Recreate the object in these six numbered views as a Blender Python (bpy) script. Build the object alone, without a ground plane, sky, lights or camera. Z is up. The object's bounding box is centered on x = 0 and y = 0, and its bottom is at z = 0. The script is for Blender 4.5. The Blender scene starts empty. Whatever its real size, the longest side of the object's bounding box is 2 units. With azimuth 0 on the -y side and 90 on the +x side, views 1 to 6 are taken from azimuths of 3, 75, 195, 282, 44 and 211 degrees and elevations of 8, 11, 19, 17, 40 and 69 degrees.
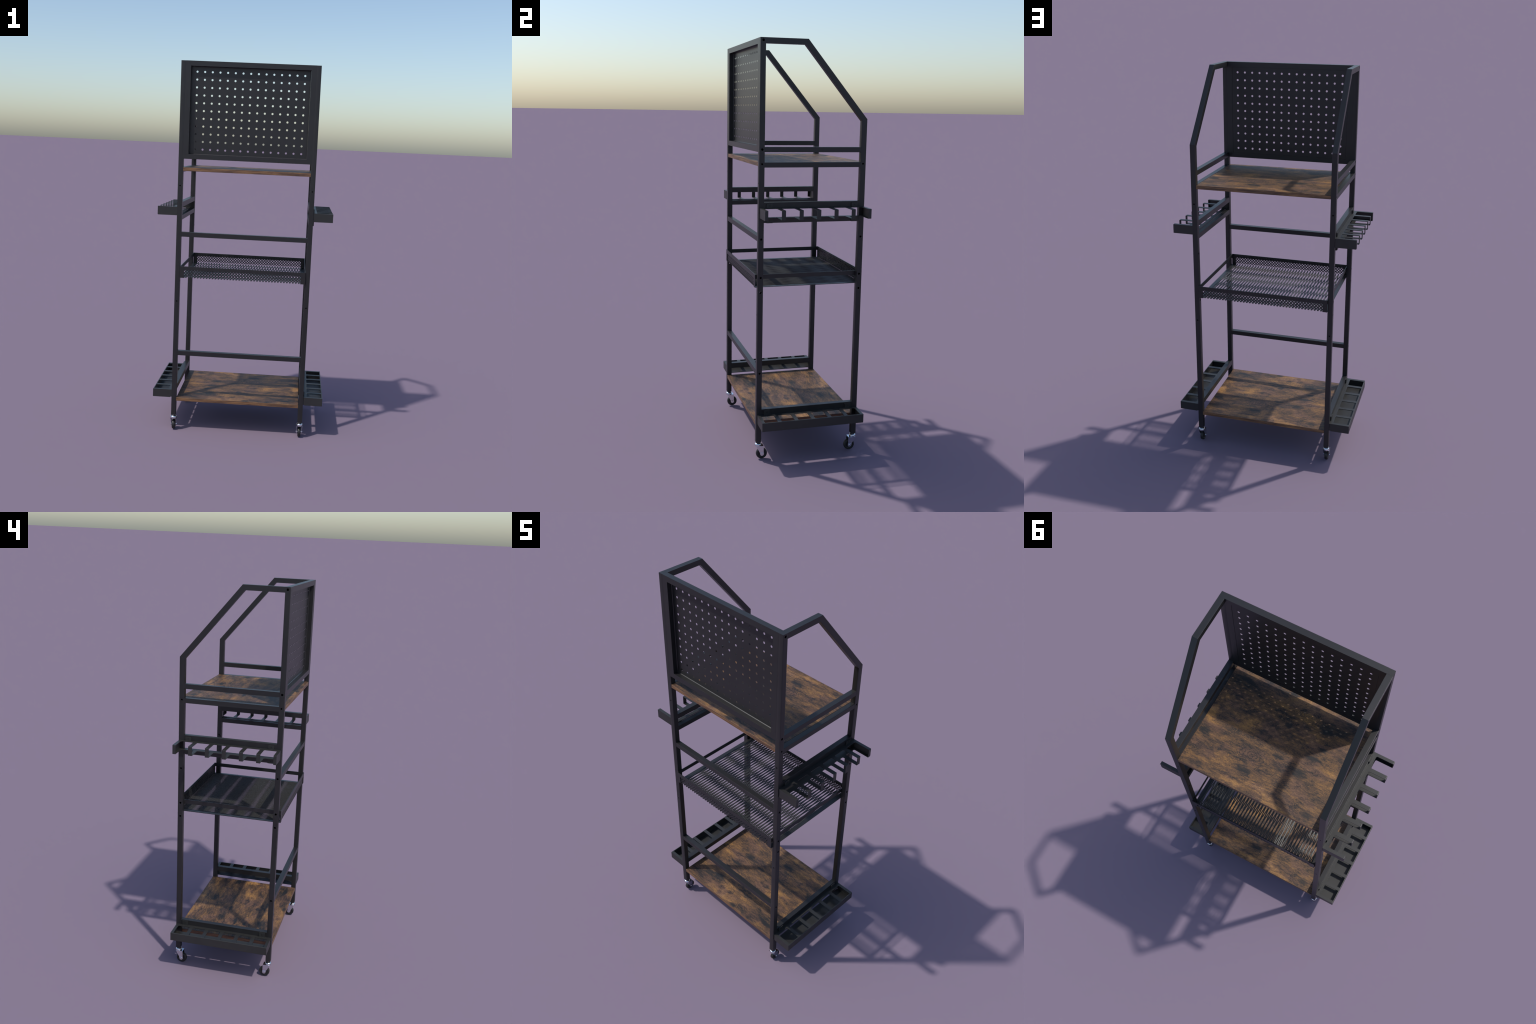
import bpy, bmesh, math
from math import sin, cos, pi, radians
from mathutils import Vector

# ------------------------------------------------------------------ sizes (metres)
HX, HY = 0.362, 0.2588          # half width / half depth of the tube frame
TUBE = 0.0255                   # square upright tube
RAIL = 0.0245                   # slightly slimmer cross tube
INX = HX - TUBE                 # inner face of the uprights
LX, LY = HX - TUBE / 2, HY - TUBE / 2
TOP = 1.9998
KNEE_Y, KNEE_Z = -0.0362, 1.649  # where the guard bends down / meets the back leg

# ------------------------------------------------------------------ node helpers
class Nodes:
    def __init__(self, name):
        self.mat = bpy.data.materials.new(name)
        self.mat.use_nodes = True
        self.t = self.mat.node_tree
        self.t.nodes.clear()
        self.out = self.t.nodes.new("ShaderNodeOutputMaterial")
        self.bsdf = self.t.nodes.new("ShaderNodeBsdfPrincipled")
        self.t.links.new(self.bsdf.outputs[0], self.out.inputs[0])

    def put(self, sock, v):
        if isinstance(v, bpy.types.NodeSocket):
            self.t.links.new(v, sock)
        elif v is not None:
            if sock.type == "RGBA" and not isinstance(v, (int, float)) and len(v) == 3:
                v = (*v, 1)
            sock.default_value = v

    def new(self, kind, inputs=None, **props):
        n = self.t.nodes.new("ShaderNode" + kind)
        for k, v in props.items():
            setattr(n, k, v)
        for k, v in (inputs or {}).items():
            self.put(n.inputs[k], v)
        return n

    def coord(self):
        return self.new("TexCoord").outputs["Object"]

    def mapping(self, vec, scale=(1, 1, 1), loc=(0, 0, 0)):
        return self.new("Mapping", {"Vector": vec, "Scale": scale, "Location": loc}).outputs[0]

    def noise(self, vec, scale, detail=4, rough=0.55, dist=0.0, color=False):
        n = self.new("TexNoise", {"Vector": vec, "Scale": scale, "Detail": detail, "Roughness": rough, "Distortion": dist})
        return n.outputs["Color" if color else "Fac"]

    def math(self, op, a, b=None, c=None, clamp=False):
        n = self.new("Math", operation=op, use_clamp=clamp)
        self.put(n.inputs[0], a)
        self.put(n.inputs[1], b)
        self.put(n.inputs[2], c)
        return n.outputs[0]

    def vmath(self, op, a, b=None):
        n = self.new("VectorMath", operation=op)
        self.put(n.inputs[0], a)
        self.put(n.inputs[1], b)
        return n.outputs["Value" if op in ("LENGTH", "DOT_PRODUCT") else "Vector"]

    def ramp(self, fac, stops, interp="LINEAR"):
        n = self.new("ValToRGB", {"Fac": fac})
        r = n.color_ramp
        r.interpolation = interp
        while len(r.elements) < len(stops):
            r.elements.new(0.5)
        for e, (p, c) in zip(r.elements, stops):
            e.position = p
            e.color = (c, c, c, 1) if isinstance(c, (int, float)) else (*c, 1)
        return n.outputs[0]

    def rng(self, v, a, b, c=0.0, d=1.0, smooth=True):
        n = self.new("MapRange", {"Value": v, "From Min": a, "From Max": b, "To Min": c, "To Max": d})
        if smooth:
            n.interpolation_type = "SMOOTHSTEP"
        return n.outputs[0]

    def mix(self, fac, a, b, mode="MIX"):
        n = self.new("Mix", data_type="RGBA", blend_type=mode)
        self.put(n.inputs[0], fac)
        self.put(n.inputs[6], a)
        self.put(n.inputs[7], b)
        return n.outputs[2]

    def bump(self, h, strength, dist):
        return self.new("Bump", {"Height": h, "Strength": strength, "Distance": dist}).outputs[0]

    def set(self, **kw):
        for k, v in kw.items():
            self.put(self.bsdf.inputs[k.replace("_", " ")], v)
        return self.mat


def coated_metal(name, base, rough, grain):
    n = Nodes(name)
    c = n.coord()
    big = n.noise(c, 6, 3)
    fine = n.noise(c, grain, 2, 0.6)
    k = n.rng(big, 0.3, 0.7, 0.9, 1.1)
    col = n.mix(1.0, base, n.new("CombineColor", {0: k, 1: k, 2: k}).outputs[0], "MULTIPLY")
    r = n.rng(fine, 0.25, 0.75, rough - 0.04, rough + 0.05)
    return n.set(Base_Color=col, Roughness=r, Specular_IOR_Level=0.5, Normal=n.bump(fine, 0.04, 0.0004))


FRAME = coated_metal("black_powder_coat", (0.0140, 0.0134, 0.0142), 0.38, 900)
SHEET = coated_metal("charcoal_sheet_metal", (0.0205, 0.0202, 0.0195), 0.43, 900)
MESH = coated_metal("black_coat_sun_lightened", (0.032, 0.031, 0.0285), 0.43, 900)  # base lightened and warmed to bake sunlight into the basket floor strands
DARK = Nodes("near_black_dot").set(Base_Color=(0.004, 0.004, 0.004), Roughness=0.6)
RUBBER = Nodes("black_rubber").set(Base_Color=(0.012, 0.012, 0.012), Roughness=0.5)


def zinc_material():
    n = Nodes("zinc_plated_steel")
    f = n.noise(n.coord(), 260, 2)
    return n.set(Base_Color=(0.72, 0.74, 0.78), Metallic=1.0, Roughness=n.rng(f, 0.3, 0.7, 0.13, 0.24))


ZINC = zinc_material()

# dark stains of the board: centre x, y, half length, half width, strength
STAINS = [
    (-0.031, -0.197, 0.017, 0.012, 1.2), (-0.088, -0.200, 0.017, 0.010, 1.1), (-0.004, -0.148, 0.024, 0.009, 0.9),
    (-0.157, -0.158, 0.030, 0.024, 0.95), (-0.210, -0.178, 0.050, 0.022, 0.75), (-0.256, -0.214, 0.050, 0.028, 0.8),
    (0.256, -0.121, 0.020, 0.017, 0.9), (0.254, -0.195, 0.085, 0.030, 0.75), (0.150, -0.230, 0.070, 0.018, 0.55),
    (0.080, -0.025, 0.026, 0.012, 0.9), (0.046, -0.021, 0.014, 0.008, 0.8), (-0.005, -0.106, 0.014, 0.016, 0.75),
    (-0.173, -0.014, 0.036, 0.009, 0.9), (-0.037, 0.043, 0.024, 0.009, 0.8), (-0.184, -0.067, 0.020, 0.010, 0.8),
    (-0.149, 0.070, 0.030, 0.024, 0.7), (0.063, 0.165, 0.034, 0.014, 0.75), (0.298, 0.089, 0.020, 0.017, 0.75),
    (0.262, 0.226, 0.032, 0.020, 0.65), (-0.256, 0.219, 0.030, 0.014, 0.75), (0.036, -0.250, 0.018, 0.008, 0.8),
    (0.078, -0.226, 0.020, 0.009, 0.8), (0.176, -0.068, 0.045, 0.013, 0.65), (0.240, 0.060, 0.050, 0.012, 0.45),
    (0.190, 0.120, 0.060, 0.020, 0.35), (-0.285, -0.080, 0.035, 0.022, 0.45), (-0.070, 0.085, 0.050, 0.016, 0.4),
    (0.300, -0.045, 0.008, 0.040, 0.55), (-0.080, -0.235, 0.016, 0.011, 0.7), (0.167, -0.245, 0.030, 0.010, 0.6),
    (-0.300, 0.135, 0.050, 0.016, 0.4), (0.085, 0.055, 0.070, 0.012, 0.3),
]
# warm worn places: centre x, y, half length, half width, strength
GLOWS = [
    (-0.060, -0.190, 0.060, 0.034, 0.9), (0.030, -0.225, 0.050, 0.018, 0.6),
    (0.318, 0.000, 0.022, 0.034, 1.0), (0.283, 0.034, 0.032, 0.012, 0.8), (0.084, 0.233, 0.060, 0.012, 0.8),
    (-0.008, 0.204, 0.055, 0.012, 0.9), (-0.058, 0.224, 0.050, 0.012, 0.8), (-0.110, 0.248, 0.080, 0.009, 0.8),
    (-0.045, -0.232, 0.090, 0.022, 0.8), (-0.295, 0.052, 0.050, 0.014, 0.7), (0.140, -0.045, 0.080, 0.024, 0.5),
    (0.200, 0.170, 0.070, 0.018, 0.4), (-0.110, -0.100, 0.060, 0.030, 0.5), (0.190, -0.005, 0.060, 0.016, 0.45),
    (-0.250, 0.010, 0.060, 0.016, 0.45), (0.070, -0.180, 0.040, 0.014, 0.4), (0.245, 0.205, 0.030, 0.009, 0.6),
    (-0.270, 0.180, 0.050, 0.010, 0.5),
]


def wood_material():
    n = Nodes("rustic_brown_board")
    c = n.coord()
    flat = n.vmath("MULTIPLY", c, (1, 1, 0.0))
    # coordinates wander a little so that no stain has a clean outline
    w1 = n.vmath("SUBTRACT", n.noise(n.mapping(flat, (14, 26, 1)), 1.0, 4, 0.65, color=True), (0.5, 0.5, 0.5))
    w2 = n.vmath("SUBTRACT", n.noise(n.mapping(flat, (60, 110, 1)), 1.0, 3, 0.6, color=True), (0.5, 0.5, 0.5))
    wander = n.vmath("ADD", n.vmath("MULTIPLY", w1, (0.06, 0.032, 0)), n.vmath("MULTIPLY", w2, (0.016, 0.010, 0)))
    p = n.vmath("ADD", flat, wander)

    def patches(spots, soft):
        total = None
        for x, y, rx, ry, s in spots:
            d = n.vmath("LENGTH", n.mapping(p, (1 / rx, 1 / ry, 1), (-x / rx, -y / ry, 0)))
            m = n.rng(d, soft, 0.45, 0.0, s)
            total = m if total is None else n.math("MAXIMUM", total, m)
        return total

    stain = patches(STAINS, 1.55)
    glow = patches(GLOWS, 1.7)
    cloud = n.noise(n.mapping(p, (9, 22, 1)), 1.0, 6, 0.66)
    streak = n.noise(n.mapping(p, (16, 90, 1), (3.1, 1.7, 0)), 1.0, 4, 0.6)
    grain = n.noise(n.mapping(flat, (60, 520, 1)), 1.0, 3, 0.6)
    speck = n.noise(n.mapping(flat, (420, 620, 1), (7, 3, 0)), 1.0, 3, 0.7)

    # growth rings around two knots
    def rings(x, y, sx, sy, reach):
        d = n.vmath("LENGTH", n.mapping(p, (sx, sy, 1), (-x * sx, -y * sy, 0)))
        band = n.math("SINE", n.math("MULTIPLY", d, 46.0))
        return n.math("MULTIPLY", n.rng(band, 0.1, 0.9), n.rng(d, reach, reach * 0.35))

    ring = n.math("MAXIMUM", rings(-0.058, -0.188, 14, 22, 1.35), n.math("MULTIPLY", rings(0.060, 0.094, 9, 19, 1.0), 0.7))

    v = n.math("ADD", n.rng(cloud, 0.28, 0.72, 0.20, 0.68, False), n.rng(streak, 0.3, 0.7, -0.13, 0.13, False))
    v = n.math("ADD", v, n.rng(grain, 0.3, 0.7, -0.13, 0.12, False))
    v = n.math("ADD", v, n.rng(speck, 0.3, 0.7, -0.16, 0.14, False))
    v = n.math("ADD", v, n.math("MULTIPLY", glow, 0.30))
    v = n.math("SUBTRACT", v, n.math("MULTIPLY", ring, 0.26))
    # a long split that crosses the board
    sep = n.new("SeparateXYZ", {0: p})
    xn, yn = sep.outputs[0], sep.outputs[1]
    line = n.math("ABSOLUTE", n.math("SUBTRACT", yn, n.math("ADD", 0.047, n.math("MULTIPLY", n.math("SINE", n.math("MULTIPLY", xn, 9.0)), 0.007))))
    crack = n.math("MULTIPLY", n.rng(line, 0.0022, 0.0006), n.rng(n.noise(n.mapping(flat, (26, 3, 1)), 1, 2), 0.42, 0.6))
    v = n.math("SUBTRACT", v, n.math("MULTIPLY", crack, 0.35), clamp=True)
    # broken dark smoke in irregular clusters, made of fine flecks
    smoke = n.noise(n.mapping(p, (13, 27, 1), (5, 9, 0)), 1.0, 5, 0.7)
    fleck = n.noise(n.mapping(flat, (150, 230, 1), (2, 4, 0)), 1.0, 4, 0.75)
    mott = n.math("MULTIPLY", n.rng(smoke, 0.48, 0.68), n.rng(fleck, 0.36, 0.60))
    v = n.math("SUBTRACT", v, n.math("MULTIPLY", mott, 0.30))
    v = n.math("SUBTRACT", v, n.math("MULTIPLY", stain, n.rng(fleck, 0.32, 0.66, 0.46, 0.15)))
    v = n.math("SUBTRACT", v, n.rng(fleck, 0.36, 0.68, -0.08, 0.13, False))
    chip = n.noise(n.mapping(flat, (38, 130, 1), (6, 2, 0)), 1.0, 5, 0.75)
    v = n.math("ADD", v, n.rng(chip, 0.34, 0.66, -0.13, 0.13, False), clamp=True)
    tint = n.noise(n.mapping(p, (9, 16, 1), (11, 5, 0)), 1.0, 3, 0.5)
    warm = n.ramp(v, [(0.0, (0.012, 0.012, 0.013)), (0.16, (0.024, 0.019, 0.016)), (0.38, (0.092, 0.050, 0.027)),
                      (0.62, (0.195, 0.100, 0.037)), (0.85, (0.33, 0.165, 0.048)), (1.0, (0.44, 0.23, 0.065))])
    mauve = n.ramp(v, [(0.0, (0.012, 0.012, 0.013)), (0.16, (0.026, 0.019, 0.017)), (0.38, (0.092, 0.049, 0.032)),
                       (0.62, (0.158, 0.084, 0.048)), (0.85, (0.27, 0.145, 0.062)), (1.0, (0.38, 0.20, 0.075))])
    col = n.mix(n.rng(tint, 0.46, 0.64), warm, mauve)
    h = n.math("ADD", grain, n.math("MULTIPLY", speck, 0.5))
    return n.set(Base_Color=col, Specular_IOR_Level=0.4, Roughness=n.rng(speck, 0.3, 0.7, 0.50, 0.60), Normal=n.bump(h, 0.08, 0.0006))


def edge_material():
    n = Nodes("board_edge_band")
    c = n.coord()
    band = n.noise(n.mapping(c, (9, 9, 190)), 1.0, 4, 0.55, 0.25)
    fine = n.noise(n.mapping(c, (60, 60, 600)), 1.0, 2)
    v = n.math("ADD", n.rng(band, 0.34, 0.68, 0, 1, False), n.rng(fine, 0.3, 0.7, -0.15, 0.15, False), clamp=True)
    col = n.ramp(v, [(0.0, (0.058, 0.031, 0.019)), (0.4, (0.125, 0.064, 0.033)), (0.75, (0.200, 0.103, 0.045)), (1.0, (0.27, 0.142, 0.058))])
    return n.set(Base_Color=col, Roughness=0.45)


WOOD, EDGE = wood_material(), edge_material()

# ------------------------------------------------------------------ object helpers
ROOT = bpy.data.objects.new("rolling_tool_rack", None)
bpy.context.scene.collection.objects.link(ROOT)
ROOT["label"] = "tall black metal tool rack with pegboard, wooden shelves, casters"
ROOT["category"] = "rolling tool organizer"


def place(name, mesh, mats, parent=ROOT, loc=(0, 0, 0), kind=None):
    ob = bpy.data.objects.new(name, mesh)
    if mats and not mesh.materials:
        for m in mats if isinstance(mats, (list, tuple)) else [mats]:
            mesh.materials.append(m)
    bpy.context.scene.collection.objects.link(ob)
    ob.parent = parent
    ob.location = loc
    if kind:
        ob["kind"] = kind
    return ob


def finish(bm, name, angle=12):
    bmesh.ops.remove_doubles(bm, verts=bm.verts, dist=1e-6)
    bmesh.ops.recalc_face_normals(bm, faces=bm.faces)
    me = bpy.data.meshes.new(name)
    bm.to_mesh(me)
    bm.free()
    me.shade_smooth()
    me.set_sharp_from_angle(angle=radians(angle))
    return me


def loft(bm, rings, cap=True):
    vs = [[bm.verts.new(p) for p in r] for r in rings]
    n = len(vs[0])
    for a, b in zip(vs, vs[1:]):
        for i in range(n):
            bm.faces.new((a[i], a[(i + 1) % n], b[(i + 1) % n], b[i]))
    if cap:
        bm.faces.new(vs[0][::-1])
        bm.faces.new(vs[-1])


def rounded(hu, hv, r, seg=3):
    pts = []
    for su, sv, a0 in ((1, 1, 0), (-1, 1, 90), (-1, -1, 180), (1, -1, 270)):
        for i in range(seg + 1):
            a = radians(a0 + 90 * i / seg)
            pts.append((su * (hu - r) + r * cos(a), sv * (hv - r) + r * sin(a)))
    return pts


def tube_x(bm, x0, x1, y, z, w=RAIL, h=RAIL, r=0.0005):
    s = rounded(w / 2, h / 2, r)
    loft(bm, [[(x, y + a, z + b) for a, b in s] for x in (x0, x1)])


def tube_y(bm, y0, y1, x, z, w=RAIL, h=RAIL, r=0.0005):
    s = rounded(w / 2, h / 2, r)
    loft(bm, [[(x + a, y, z + b) for a, b in s] for y in (y0, y1)])


def box(bm, lo, hi):
    xs, ys, zs = zip(lo, hi)
    loft(bm, [[(xs[0], ys[0], z), (xs[1], ys[0], z), (xs[1], ys[1], z), (xs[0], ys[1], z)] for z in zs])


def cyl(bm, axis, centre, r, a, b, seg=24):
    """cylinder between a and b along an axis, centre gives the two other coordinates in xyz order"""
    rings = []
    for t in (a, b):
        ring = []
        for i in range(seg):
            u, v = centre[0] + r * cos(2 * pi * i / seg), centre[1] + r * sin(2 * pi * i / seg)
            ring.append({"x": (t, u, v), "y": (u, t, v), "z": (u, v, t)}[axis])
        rings.append(ring)
    loft(bm, rings)


def extrude(bm, outline, axis, a, b, warp=None):
    rings = []
    for t in (a, b):
        ring = [{"x": (t, u, v), "y": (u, t, v), "z": (u, v, t)}[axis] for u, v in outline]
        rings.append([warp(p) for p in ring] if warp else ring)
    loft(bm, rings)


def carve(mesh, cutters):
    """boolean difference of a mesh with a list of cutter meshes, one after the other"""
    ob = bpy.data.objects.new("work", mesh)
    bpy.context.scene.collection.objects.link(ob)
    tools = []
    for cm in cutters:
        t = bpy.data.objects.new("cutter", cm)
        bpy.context.scene.collection.objects.link(t)
        m = ob.modifiers.new("cut", "BOOLEAN")
        m.operation, m.solver, m.object = "DIFFERENCE", "EXACT", t
        tools.append(t)
    dg = bpy.context.evaluated_depsgraph_get()
    dg.update()
    res = bpy.data.meshes.new_from_object(ob.evaluated_get(dg))
    for o in [ob] + tools:
        bpy.data.objects.remove(o)
    res.materials.clear()
    res.shade_smooth()
    res.set_sharp_from_angle(angle=radians(22))
    return res


# ------------------------------------------------------------------ uprights
SIDE_HOLES = {  # height: radius, for the front and the back uprights
    "front": [(1.9877, 0.0058), (1.5080, 0.0058), (1.4417, 0.0045), (1.0945, 0.0050), (0.9120, 0.0051), (0.8410, 0.0051), (0.4415, 0.0048)],
    "back": [(1.4417, 0.0045), (1.0945, 0.0050), (0.9120, 0.0051), (0.8410, 0.0051)],
}
FACE_HOLES = [1.3540, 0.7307]


def upright(front, side):
    h = TUBE / 2
    sy = -1 if front else 1
    cx, cy = side * LX, sy * LY
    bm = bmesh.new()
    rings = []
    for z, hw in ((0.0825, 0.0090), (0.0855, 0.0108), (0.0893, h)):
        rings.append([(cx + a, cy + b, z) for a, b in rounded(hw, hw, 0.0008 if hw == h else hw * 0.4)])
    top = []
    for a, b in rounded(h, h, 0.0006):
        z = TOP if front else KNEE_Z - (h - b) / TUBE * 0.0094
        top.append((cx + a, cy + b, z))
    rings.append(top)
    loft(bm, rings)
    body = finish(bm, "leg")
    wall = 0.0019
    bm = bmesh.new()
    box(bm, (cx - h + wall, cy - h + wall, 0.10), (cx + h - wall, cy + h - wall, (TOP if front else KNEE_Z - 0.012) - wall))
    cavity = finish(bm, "cavity")
    bm = bmesh.new()
    for z, r in SIDE_HOLES["front" if front else "back"]:
        cyl(bm, "x", (cy - sy * 0.0008, z), r, cx - 0.03, cx + 0.03)
    for z in FACE_HOLES:
        a, b = sorted((cy + sy * 0.005, cy + sy * 0.03))
        cyl(bm, "y", (cx, z), 0.0036, a, b, 20)
    holes = finish(bm, "holes")
    place("leg", carve(body, [cavity, holes]), FRAME)


for s in (-1, 1):
    for f in (True, False):
        upright(f, s)

# ------------------------------------------------------------------ slanting guards beside the pegboard
def guard(side):
    O1, O2 = Vector((KNEE_Y, TOP)), Vector((HY - 0.0003, KNEE_Z))
    d = (O2 - O1).normalized()
    n = Vector((d.y, -d.x))                      # towards the inside of the bend
    zi = TOP - TUBE
    y1 = O1.x + (TUBE - (zi - O1.y) * n.y) / n.x
    O0, I0 = Vector((-HY + TUBE - 0.0005, TOP)), Vector((-HY + TUBE - 0.0005, zi))
    I1, I2 = Vector((y1, zi)), Vector((HY - TUBE, KNEE_Z - 0.0094))
    bm = bmesh.new()
    rings = []
    for O, I in ((O0, I0), (O1, I1), (O2, I2)):
        ring = []
        for a, b in rounded(TUBE / 2, TUBE / 2, 0.0006):
            q = I.lerp(O, b / TUBE + 0.5)
            ring.append((side * LX + a, q.x, q.y))
        rings.append(ring)
    loft(bm, rings)
    place("guard_rail", finish(bm, "guard_rail"), FRAME)


guard(-1)
guard(1)

# ------------------------------------------------------------------ cross tubes
EPS = 0.0015  # cross tubes run this far into the uprights
bm = bmesh.new()
for z0, z1 in ((1.0825, 1.1070), (0.4300, 0.4545)):
    bm = bmesh.new()
    tube_x(bm, -INX - EPS, INX + EPS, -HY + 0.0004 + RAIL / 2, (z0 + z1) / 2, h=z1 - z0)
    place("cross_rail", finish(bm, "cross_rail"), FRAME)
SIDE_RAILS = [("arm_rail", 1.4955, 1.5195), ("shelf_rail", 1.4262, 1.4500), ("hook_rail", 1.2392, 1.2665), ("hook_rail", 1.1710, 1.1950), ("tray_rail", 0.2300, 0.2585)]
for side in (-1, 1):
    for name, z0, z1 in SIDE_RAILS:
        bm = bmesh.new()
        tube_y(bm, -HY + TUBE - EPS, HY - TUBE + EPS, side * (HX - 0.0004 - RAIL / 2), (z0 + z1) / 2, h=z1 - z0)
        place(name, finish(bm, name), FRAME)

# ------------------------------------------------------------------ pegboard in its frame
PX, PZ0, PZ1 = 0.3105, 1.5208, 1.9743
bm = bmesh.new()
FX = INX + 0.0014
outer = [(-FX, 1.4955), (FX, 1.4955), (FX, TOP + 0.0002), (-FX, TOP + 0.0002)]
inner = [(-PX, PZ0), (PX, PZ0), (PX, PZ1), (-PX, PZ1)]
for y in (-HY - 0.0002, -HY + TUBE + 0.0002):
    vo = [bm.verts.new((x, y, z)) for x, z in outer]
    vi = [bm.verts.new((x, y, z)) for x, z in inner]
    for i in range(4):
        j = (i + 1) % 4
        bm.faces.new((vo[i], vo[j], vi[j], vi[i]))
bm.verts.ensure_lookup_table()
v = list(bm.verts)
for i in range(4):
    j = (i + 1) % 4
    bm.faces.new((v[i], v[j], v[8 + j], v[8 + i]))
    bm.faces.new((v[4 + i], v[4 + j], v[12 + j], v[12 + i]))
place("pegboard_frame", finish(bm, "pegboard_frame"), FRAME)


def perforated(x0, x1, z0, z1, cols, rows, pitch, xc, zc, r, y0, y1, seg=20):
    bm = bmesh.new()
    def at(x, z):
        return bm.verts.new((x, y0, z))
    h = pitch / 2
    k = seg // 4
    for i in range(cols):
        for j in range(rows):
            cx, cz = xc + i * pitch, zc + j * pitch
            xa, xb, za, zb = cx - h, cx + h, cz - h, cz + h
            # square cell outline sampled at the same angles as the hole
            sq, hole = [], []
            for s in range(seg):
                a = 2 * pi * (s + 0.5) / seg
                m = h / max(abs(cos(a)), abs(sin(a)))
                sq.append((cx + m * cos(a), cz + m * sin(a)))
                hole.append((cx + r * cos(a), cz + r * sin(a)))
            V = [at(*q) for q in sq]
            W = [at(*q) for q in hole]
            corners = {}
            for s in range(seg):
                t = (s + 1) % seg
                a0, a1 = 2 * pi * (s + 0.5) / seg, 2 * pi * (s + 1.5) / seg
                mid = None
                for q in (pi / 4, 3 * pi / 4, 5 * pi / 4, 7 * pi / 4):
                    if a0 < q < a1:
                        mid = (cx + h * (1 if cos(q) > 0 else -1), cz + h * (1 if sin(q) > 0 else -1))
                if mid:
                    bm.faces.new((V[s], at(*mid), V[t], W[t], W[s]))
                else:
                    bm.faces.new((V[s], V[t], W[t], W[s]))
    gx0, gx1 = xc - h, xc + (cols - 0.5) * pitch
    gz0, gz1 = zc - h, zc + (rows - 0.5) * pitch
    for a, b, c, d in ((x0, gx0, z0, z1), (gx1, x1, z0, z1), (gx0, gx1, z0, gz0), (gx0, gx1, gz1, z1)):
        bm.faces.new((at(a, c), at(b, c), at(b, d), at(a, d)))
    bmesh.ops.remove_doubles(bm, verts=bm.verts, dist=1e-6)
    geo = bmesh.ops.extrude_face_region(bm, geom=bm.faces[:])
    for e in geo["geom"]:
        if isinstance(e, bmesh.types.BMVert):
            e.co.y = y1
    return bm


bm = perforated(-PX + 0.0007, PX - 0.0007, PZ0 + 0.0007, PZ1 - 0.0007, 15, 11, 0.04, -0.28, 1.547, 0.0053, -0.2350, -0.2338)
place("pegboard", finish(bm, "pegboard"), FRAME)
# folded lip where the board meets the frame
bm = bmesh.new()
for a, b in ((0.0, 0.0026),):
    for (xa, za), (xb, zb), (ux, uz) in (((-PX, PZ0), (PX, PZ0), (0, 1)), ((PX, PZ0), (PX, PZ1), (-1, 0)), ((PX, PZ1), (-PX, PZ1), (0, -1)), ((-PX, PZ1), (-PX, PZ0), (1, 0))):
        tri = [(0.0002, -0.2348), (b, -0.2348), (0.0002, -0.2376)]
        loft(bm, [[(x + ux * o, y, z + uz * o) for o, y in tri] for x, z in ((xa, za), (xb, zb))])
place("pegboard_lip", finish(bm, "pegboard_lip"), FRAME)

# ------------------------------------------------------------------ wooden shelves (one board, used twice)
def board():
    bm = bmesh.new()
    hx, hy, t = INX - 0.0006, HY - 0.0006, 0.0188
    r = 0.0008
    rings = []
    for z, inset in ((-t, r), (-t + r, 0), (-r, 0), (0, r)):
        rings.append([(sx * (hx - inset), sy * (hy - inset), z) for sx, sy in ((-1, -1), (1, -1), (1, 1), (-1, 1))])
    loft(bm, rings)
    me = finish(bm, "shelf")
    me.materials.append(WOOD)
    me.materials.append(EDGE)
    for p in me.polygons:
        p.material_index = 0 if abs(p.normal.z) > 0.5 else 1
    return me


shelf = board()
for z in (1.4502, 0.1893):
    place("shelf", shelf, None, loc=(0, 0, z))

# ------------------------------------------------------------------ expanded-metal basket
BX, BY, BZ0, BZ1 = 0.3362, 0.2672, 0.8608, 0.9237
ST = 0.0028


def expanded(bm, pa, qb, ha, hb, flat, cols, rows, origin, ridge=0.0):
    """lozenge lattice in the uv plane: rhombic tiles, each with a six-sided hole"""
    for j in rows:
        for i in cols:
            cu = (i + 0.5 * (j % 2)) * pa * 2 + origin[0]
            cv = j * qb + origin[1]
            O = [bm.verts.new((cu + a, cv + b, ridge)) for a, b in ((pa, 0), (0, qb), (-pa, 0), (0, -qb))]
            H = [bm.verts.new((cu + a, cv + b, 0)) for a, b in ((ha, flat), (0, hb), (-ha, flat), (-ha, -flat), (0, -hb), (ha, -flat))]
            for f in ((O[0], O[1], H[1], H[0]), (O[1], O[2], H[2], H[1]), (O[2], H[3], H[2]), (O[2], O[3], H[4], H[3]), (O[3], O[0], H[5], H[4]), (O[0], H[0], H[5])):
                bm.faces.new(f)
    bmesh.ops.remove_doubles(bm, verts=bm.verts, dist=1e-5)


def clip(bm, co, no):
    bmesh.ops.bisect_plane(bm, geom=bm.verts[:] + bm.edges[:] + bm.faces[:], plane_co=co, plane_no=no, clear_outer=True)


def thicken(bm, t):
    geo = bmesh.ops.extrude_face_region(bm, geom=bm.faces[:])
    for e in geo["geom"]:
        if isinstance(e, bmesh.types.BMVert):
            e.co.z += t


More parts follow.
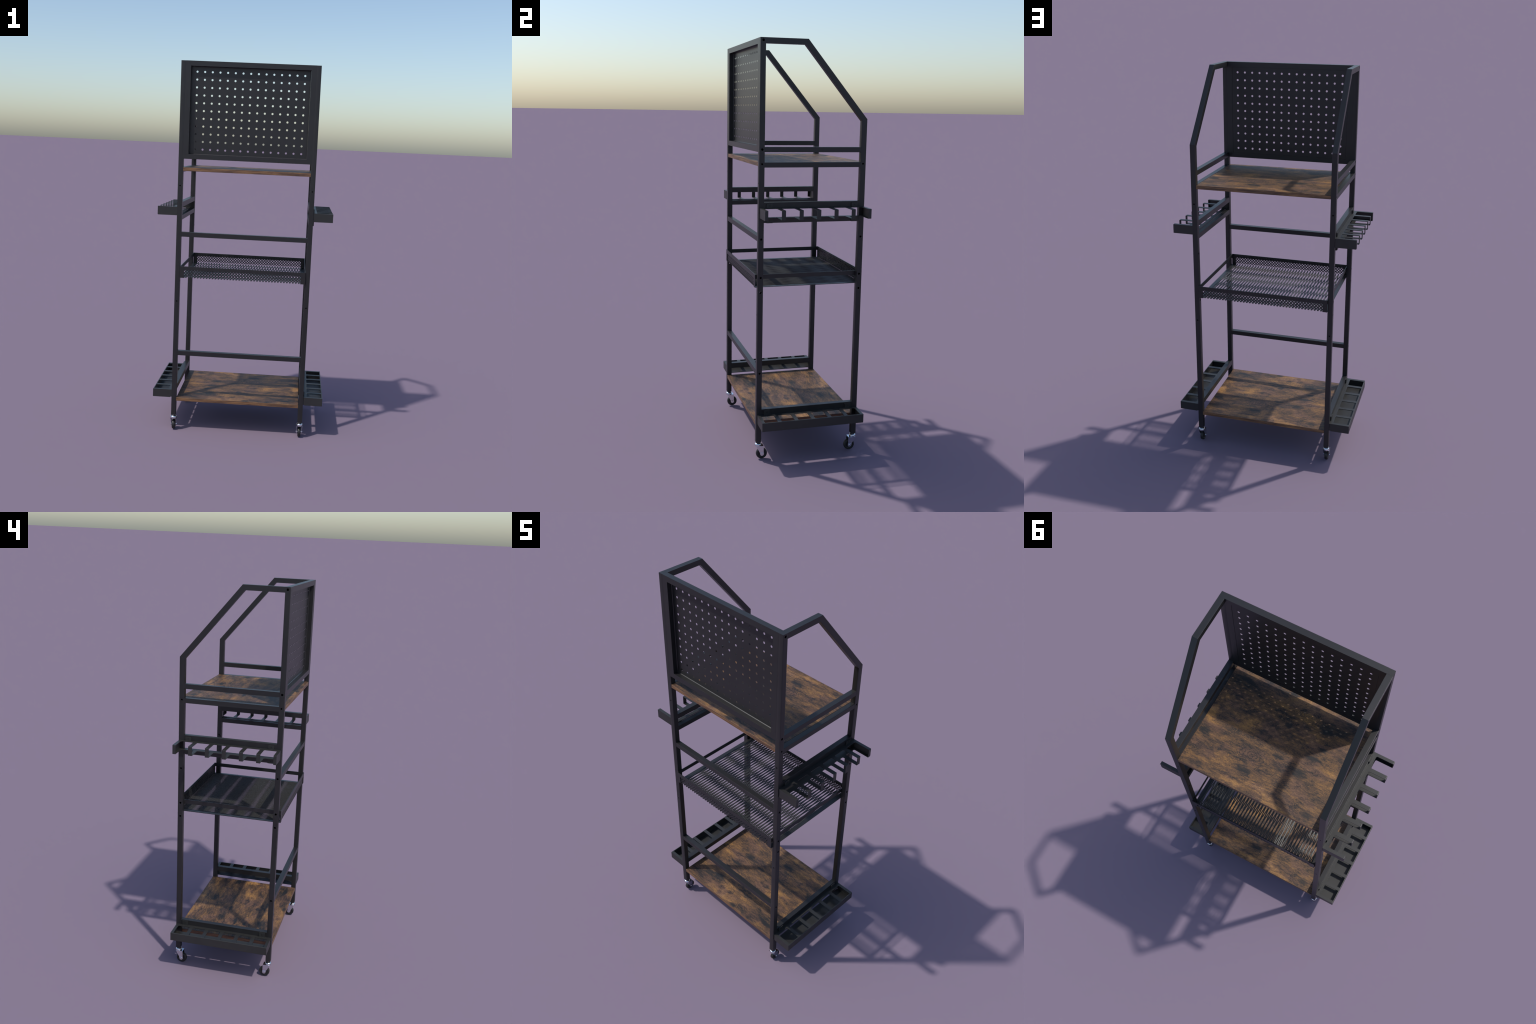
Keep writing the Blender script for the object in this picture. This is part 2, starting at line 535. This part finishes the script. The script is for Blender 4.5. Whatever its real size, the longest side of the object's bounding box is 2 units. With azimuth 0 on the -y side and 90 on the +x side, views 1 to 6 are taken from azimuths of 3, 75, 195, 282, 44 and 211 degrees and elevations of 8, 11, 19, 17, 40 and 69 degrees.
bm = bmesh.new()
for s in (-1, 1):
    y0, y1 = sorted((s * BY, s * (BY - ST)))
    box(bm, (-BX, y0, 0.9038), (BX, y1, BZ1))                       # top band
    for t in (-1, 1):
        x0, x1 = sorted((t * BX, t * 0.3130))
        box(bm, (x0, y0, BZ0), (x1, y1, 0.9038))                    # corner posts
    x0, x1 = sorted((s * BX, s * (BX - ST)))
    box(bm, (x0, -BY + ST, 0.9025), (x1, BY - ST, 0.9228))          # side bars
    x0, x1 = sorted((s * BX, s * 0.3112))
    box(bm, (x0, -BY + ST, BZ0), (x1, BY - ST, BZ0 + 0.0028))       # floor borders
basket = place("basket", finish(bm, "basket"), FRAME)

bm = bmesh.new()
expanded(bm, 0.008, 0.0893, 0.0051, 0.0620, 0.0050, range(-22, 22), range(-4, 5), (0.0, 0.0070), 0.0008)
for co, no in (((0.318, 0, 0), (1, 0, 0)), ((-0.318, 0, 0), (-1, 0, 0)), ((0, BY - ST, 0), (0, 1, 0)), ((0, -BY + ST, 0), (0, -1, 0))):
    clip(bm, co, no)
thicken(bm, -0.0030)
for vert in bm.verts:
    vert.co.z += 0.8640
place("mesh_floor", finish(bm, "mesh_floor"), MESH, basket)
for s in (-1, 1):
    bm = bmesh.new()
    expanded(bm, 0.008, 0.00825, 0.0045, 0.0048, 0.0006, range(-21, 21), range(0, 7), (0.0, 0.0))
    for co, no in (((0.326, 0, 0), (1, 0, 0)), ((-0.326, 0, 0), (-1, 0, 0)), ((0, 0.0480, 0), (0, 1, 0))):
        clip(bm, co, no)
    thicken(bm, 0.0030)
    for vert in bm.verts:
        x, z, d = vert.co
        vert.co = (x, s * (BY - ST - 0.0001 - d), z + 0.8714)
    place("mesh_wall", finish(bm, "mesh_wall"), FRAME, basket)

# ------------------------------------------------------------------ folded tool holders on both sides
XI, XO = HX - 0.0002, 0.4660      # back and front of the holders
YE, YI = 0.2548, 0.2400           # outer end, first slot
SLOT_X, PITCH, FIN, RAD = 0.3812, 0.0835, 0.0094, 0.0065
SH = 0.0030                       # sheet thickness


def slots():
    edges = [-YI]
    for k in (-2, -1, 0, 1, 2):
        edges += [k * PITCH - FIN, k * PITCH + FIN]
    edges.append(YI)
    return list(zip(edges[::2], edges[1::2]))


def fillet(cu, cv, r, a0, seg=5):
    return [(cu + r * cos(radians(a0 + 90 * i / seg)), cv + r * sin(radians(a0 + 90 * i / seg))) for i in range(seg + 1)]


def comb_outline(xo):
    """plan of a plate with finger slots open towards the front"""
    out = [(xo, YE), (XI, YE), (XI, -YE), (xo, -YE)]
    for a, b in slots():
        out.append((xo, a))
        out += fillet(SLOT_X + RAD, a + RAD, RAD, 180)[::-1]
        out += fillet(SLOT_X + RAD, b - RAD, RAD, 90)[::-1]
        out.append((xo, b))
    return out


def mirrored(bm, side):
    if side < 0:
        for vert in bm.verts:
            vert.co.x = -vert.co.x


def dark_dots(parent, side, heights):
    for z in heights:
        for t in (-1, 1):
            bm = bmesh.new()
            x0, x1 = sorted((side * 0.366, side * 0.36745))
            cyl(bm, "x", (t * 0.2075, z), 0.0030, x0, x1, 14)
            place("dark_dot", finish(bm, "dark_dot"), DARK, parent)


def tabs(bm, z0, z1):
    for t in (-1, 1):
        y0, y1 = sorted((t * 0.1922, t * 0.2230))
        s = rounded((y1 - y0) / 2, (z1 - z0) / 2, 0.002, 3)
        loft(bm, [[(x, (y0 + y1) / 2 + a, (z0 + z1) / 2 + b) for a, b in s] for x in (HX - 0.0002, 0.3670)])


def hook_holder(side):
    Z0, Z1 = 1.1950, 1.2408
    bm = bmesh.new()
    plan = comb_outline(XO - SH)
    extrude(bm, plan, "z", Z1 - SH, Z1)
    extrude(bm, plan, "z", Z0, Z0 + SH)
    fronts = [(-YE, -YI)] + [(k * PITCH - FIN, k * PITCH + FIN) for k in (-2, -1, 0, 1, 2)] + [(YI, YE)]
    for a, b in fronts:
        # front strip with a small fold radius at top and bottom
        r = 0.0022
        prof = [(XO - SH, Z0)] + fillet(XO - r, Z0 + r, r, 270, 3) + fillet(XO - r, Z1 - r, r, 0, 3) + [(XO - SH, Z1)]
        extrude(bm, prof, "y", a, b)
    for t in (-1, 1):
        y0, y1 = sorted((t * YE, t * (YE - SH)))
        box(bm, (XI, y0, Z0 + SH), (XO - SH, y1, Z1 - SH))
    tabs(bm, Z1 - 0.0004, 1.2597)
    tabs(bm, 1.1705, Z0 + 0.0004)
    mirrored(bm, side)
    ob = place("hook_holder", finish(bm, "hook_holder"), SHEET)
    dark_dots(ob, side, (1.2512, 1.1812))


def tray(side):
    Z0, Z1 = 0.1880, 0.2316
    bm = bmesh.new()
    xw = 0.4612
    # top plate with six windows: comb plus a front rim
    extrude(bm, comb_outline(xw), "z", Z1 - SH, Z1)
    box(bm, (xw, -YE, Z1 - SH), (XO - SH, YE, Z1))
    r = 0.0022
    prof = [(XO - SH, Z0)] + fillet(XO - r, Z0 + r, r, 270, 3) + fillet(XO - r, Z1 - r, r, 0, 3) + [(XO - SH, Z1)]
    extrude(bm, prof, "y", -YE, YE)
    box(bm, (0.3695, -YE, Z0), (XO - SH, YE, Z0 + SH))
    for t in (-1, 1):
        y0, y1 = sorted((t * YE, t * (YE - SH)))
        box(bm, (XI, y0, Z0 + SH), (XO - SH, y1, Z1 - SH))
    tabs(bm, Z1 - 0.0004, 0.2548)
    mirrored(bm, side)
    ob = place("tool_tray", finish(bm, "tool_tray"), SHEET)
    dark_dots(ob, side, (0.2440,))


for s in (-1, 1):
    hook_holder(s)
    tray(s)

# ------------------------------------------------------------------ swivel casters
WR, WOFF = 0.0276, 0.0180         # wheel radius, trail of the wheel behind the swivel


def lathe_x(bm, profile, cy, cz, seg=40):
    rings = []
    for x, r in profile:
        rings.append([(x, cy + r * cos(2 * pi * i / seg), cz + r * sin(2 * pi * i / seg)) for i in range(seg)])
    loft(bm, rings)


def lathe_z(bm, profile, cx, cy, seg=32):
    loft(bm, [[(cx + r * cos(2 * pi * i / seg), cy + r * sin(2 * pi * i / seg), z) for i in range(seg)] for z, r in profile])


def caster(side, front):
    d = 1 if front else -1                      # the wheels trail towards the middle
    cx, cy = side * LX, (-1 if front else 1) * LY
    bm = bmesh.new()
    # bearing cup under the tube
    lathe_z(bm, [(0.0665, 0.0140), (0.0680, 0.0158), (0.0745, 0.0166), (0.0785, 0.0160), (0.0815, 0.0138), (0.0830, 0.0110)], cx, cy)
    # crown plate
    plan = rounded(0.0160, 0.0155, 0.004)
    extrude(bm, [(cx + a, cy + d * (0.0095 + b)) for a, b in plan], "z", 0.0672, 0.0700)
    # cheeks: wide at the crown, narrowing to a round lug on the axle
    outline = [(-0.0120, 0.0690), (-0.0085, 0.0640), (0.0080, 0.0330), (0.0262, 0.0330), (0.0258, 0.0690)]
    lug = [(0.0070, 0.0335)] + [(WOFF + 0.0092 * cos(radians(a)), 0.0272 + 0.0092 * sin(radians(a))) for a in range(190, 351, 20)] + [(0.0272, 0.0335)]
    for t in (-1, 1):
        def lean(p, t=t):
            x, y, z = p
            return (x - t * 0.0022 * (0.0690 - z) / 0.036, y, z)
        for poly, xa, xb in ((outline, 0.0146, 0.0163), (lug, 0.0118, 0.0152)):
            a, b = sorted((cx + t * xa, cx + t * xb))
            extrude(bm, [(cy + d * u, v) for u, v in poly], "x", a, b, lean if poly is outline else None)
        a, b = sorted((cx + t * 0.0150, cx + t * 0.0172))
        cyl(bm, "x", (cy + d * WOFF, 0.0276), 0.0042, a, b, 6 if t > 0 else 16)
    fork = place("caster", finish(bm, "caster", 40), ZINC)
    bm = bmesh.new()
    w = 0.0083
    lathe_x(bm, [(cx - 0.0060, 0.0040), (cx - 0.0060, 0.0165), (cx - w, 0.0190), (cx - w, WR - 0.0036), (cx - w + 0.0012, WR - 0.0012), (cx - 0.0045, WR - 0.0002), (cx, WR),
                 (cx + 0.0045, WR - 0.0002), (cx + w - 0.0012, WR - 0.0012), (cx + w, WR - 0.0036), (cx + w, 0.0190), (cx + 0.0060, 0.0165), (cx + 0.0060, 0.0040)], cy + d * WOFF, WR)
    place("wheel", finish(bm, "wheel", 40), RUBBER, fork)
    bm = bmesh.new()
    cyl(bm, "x", (cy + d * WOFF, 0.0276), 0.0030, cx - 0.0125, cx + 0.0125, 16)
    place("axle", finish(bm, "axle"), ZINC, fork)


for s in (-1, 1):
    for f in (True, False):
        caster(s, f)
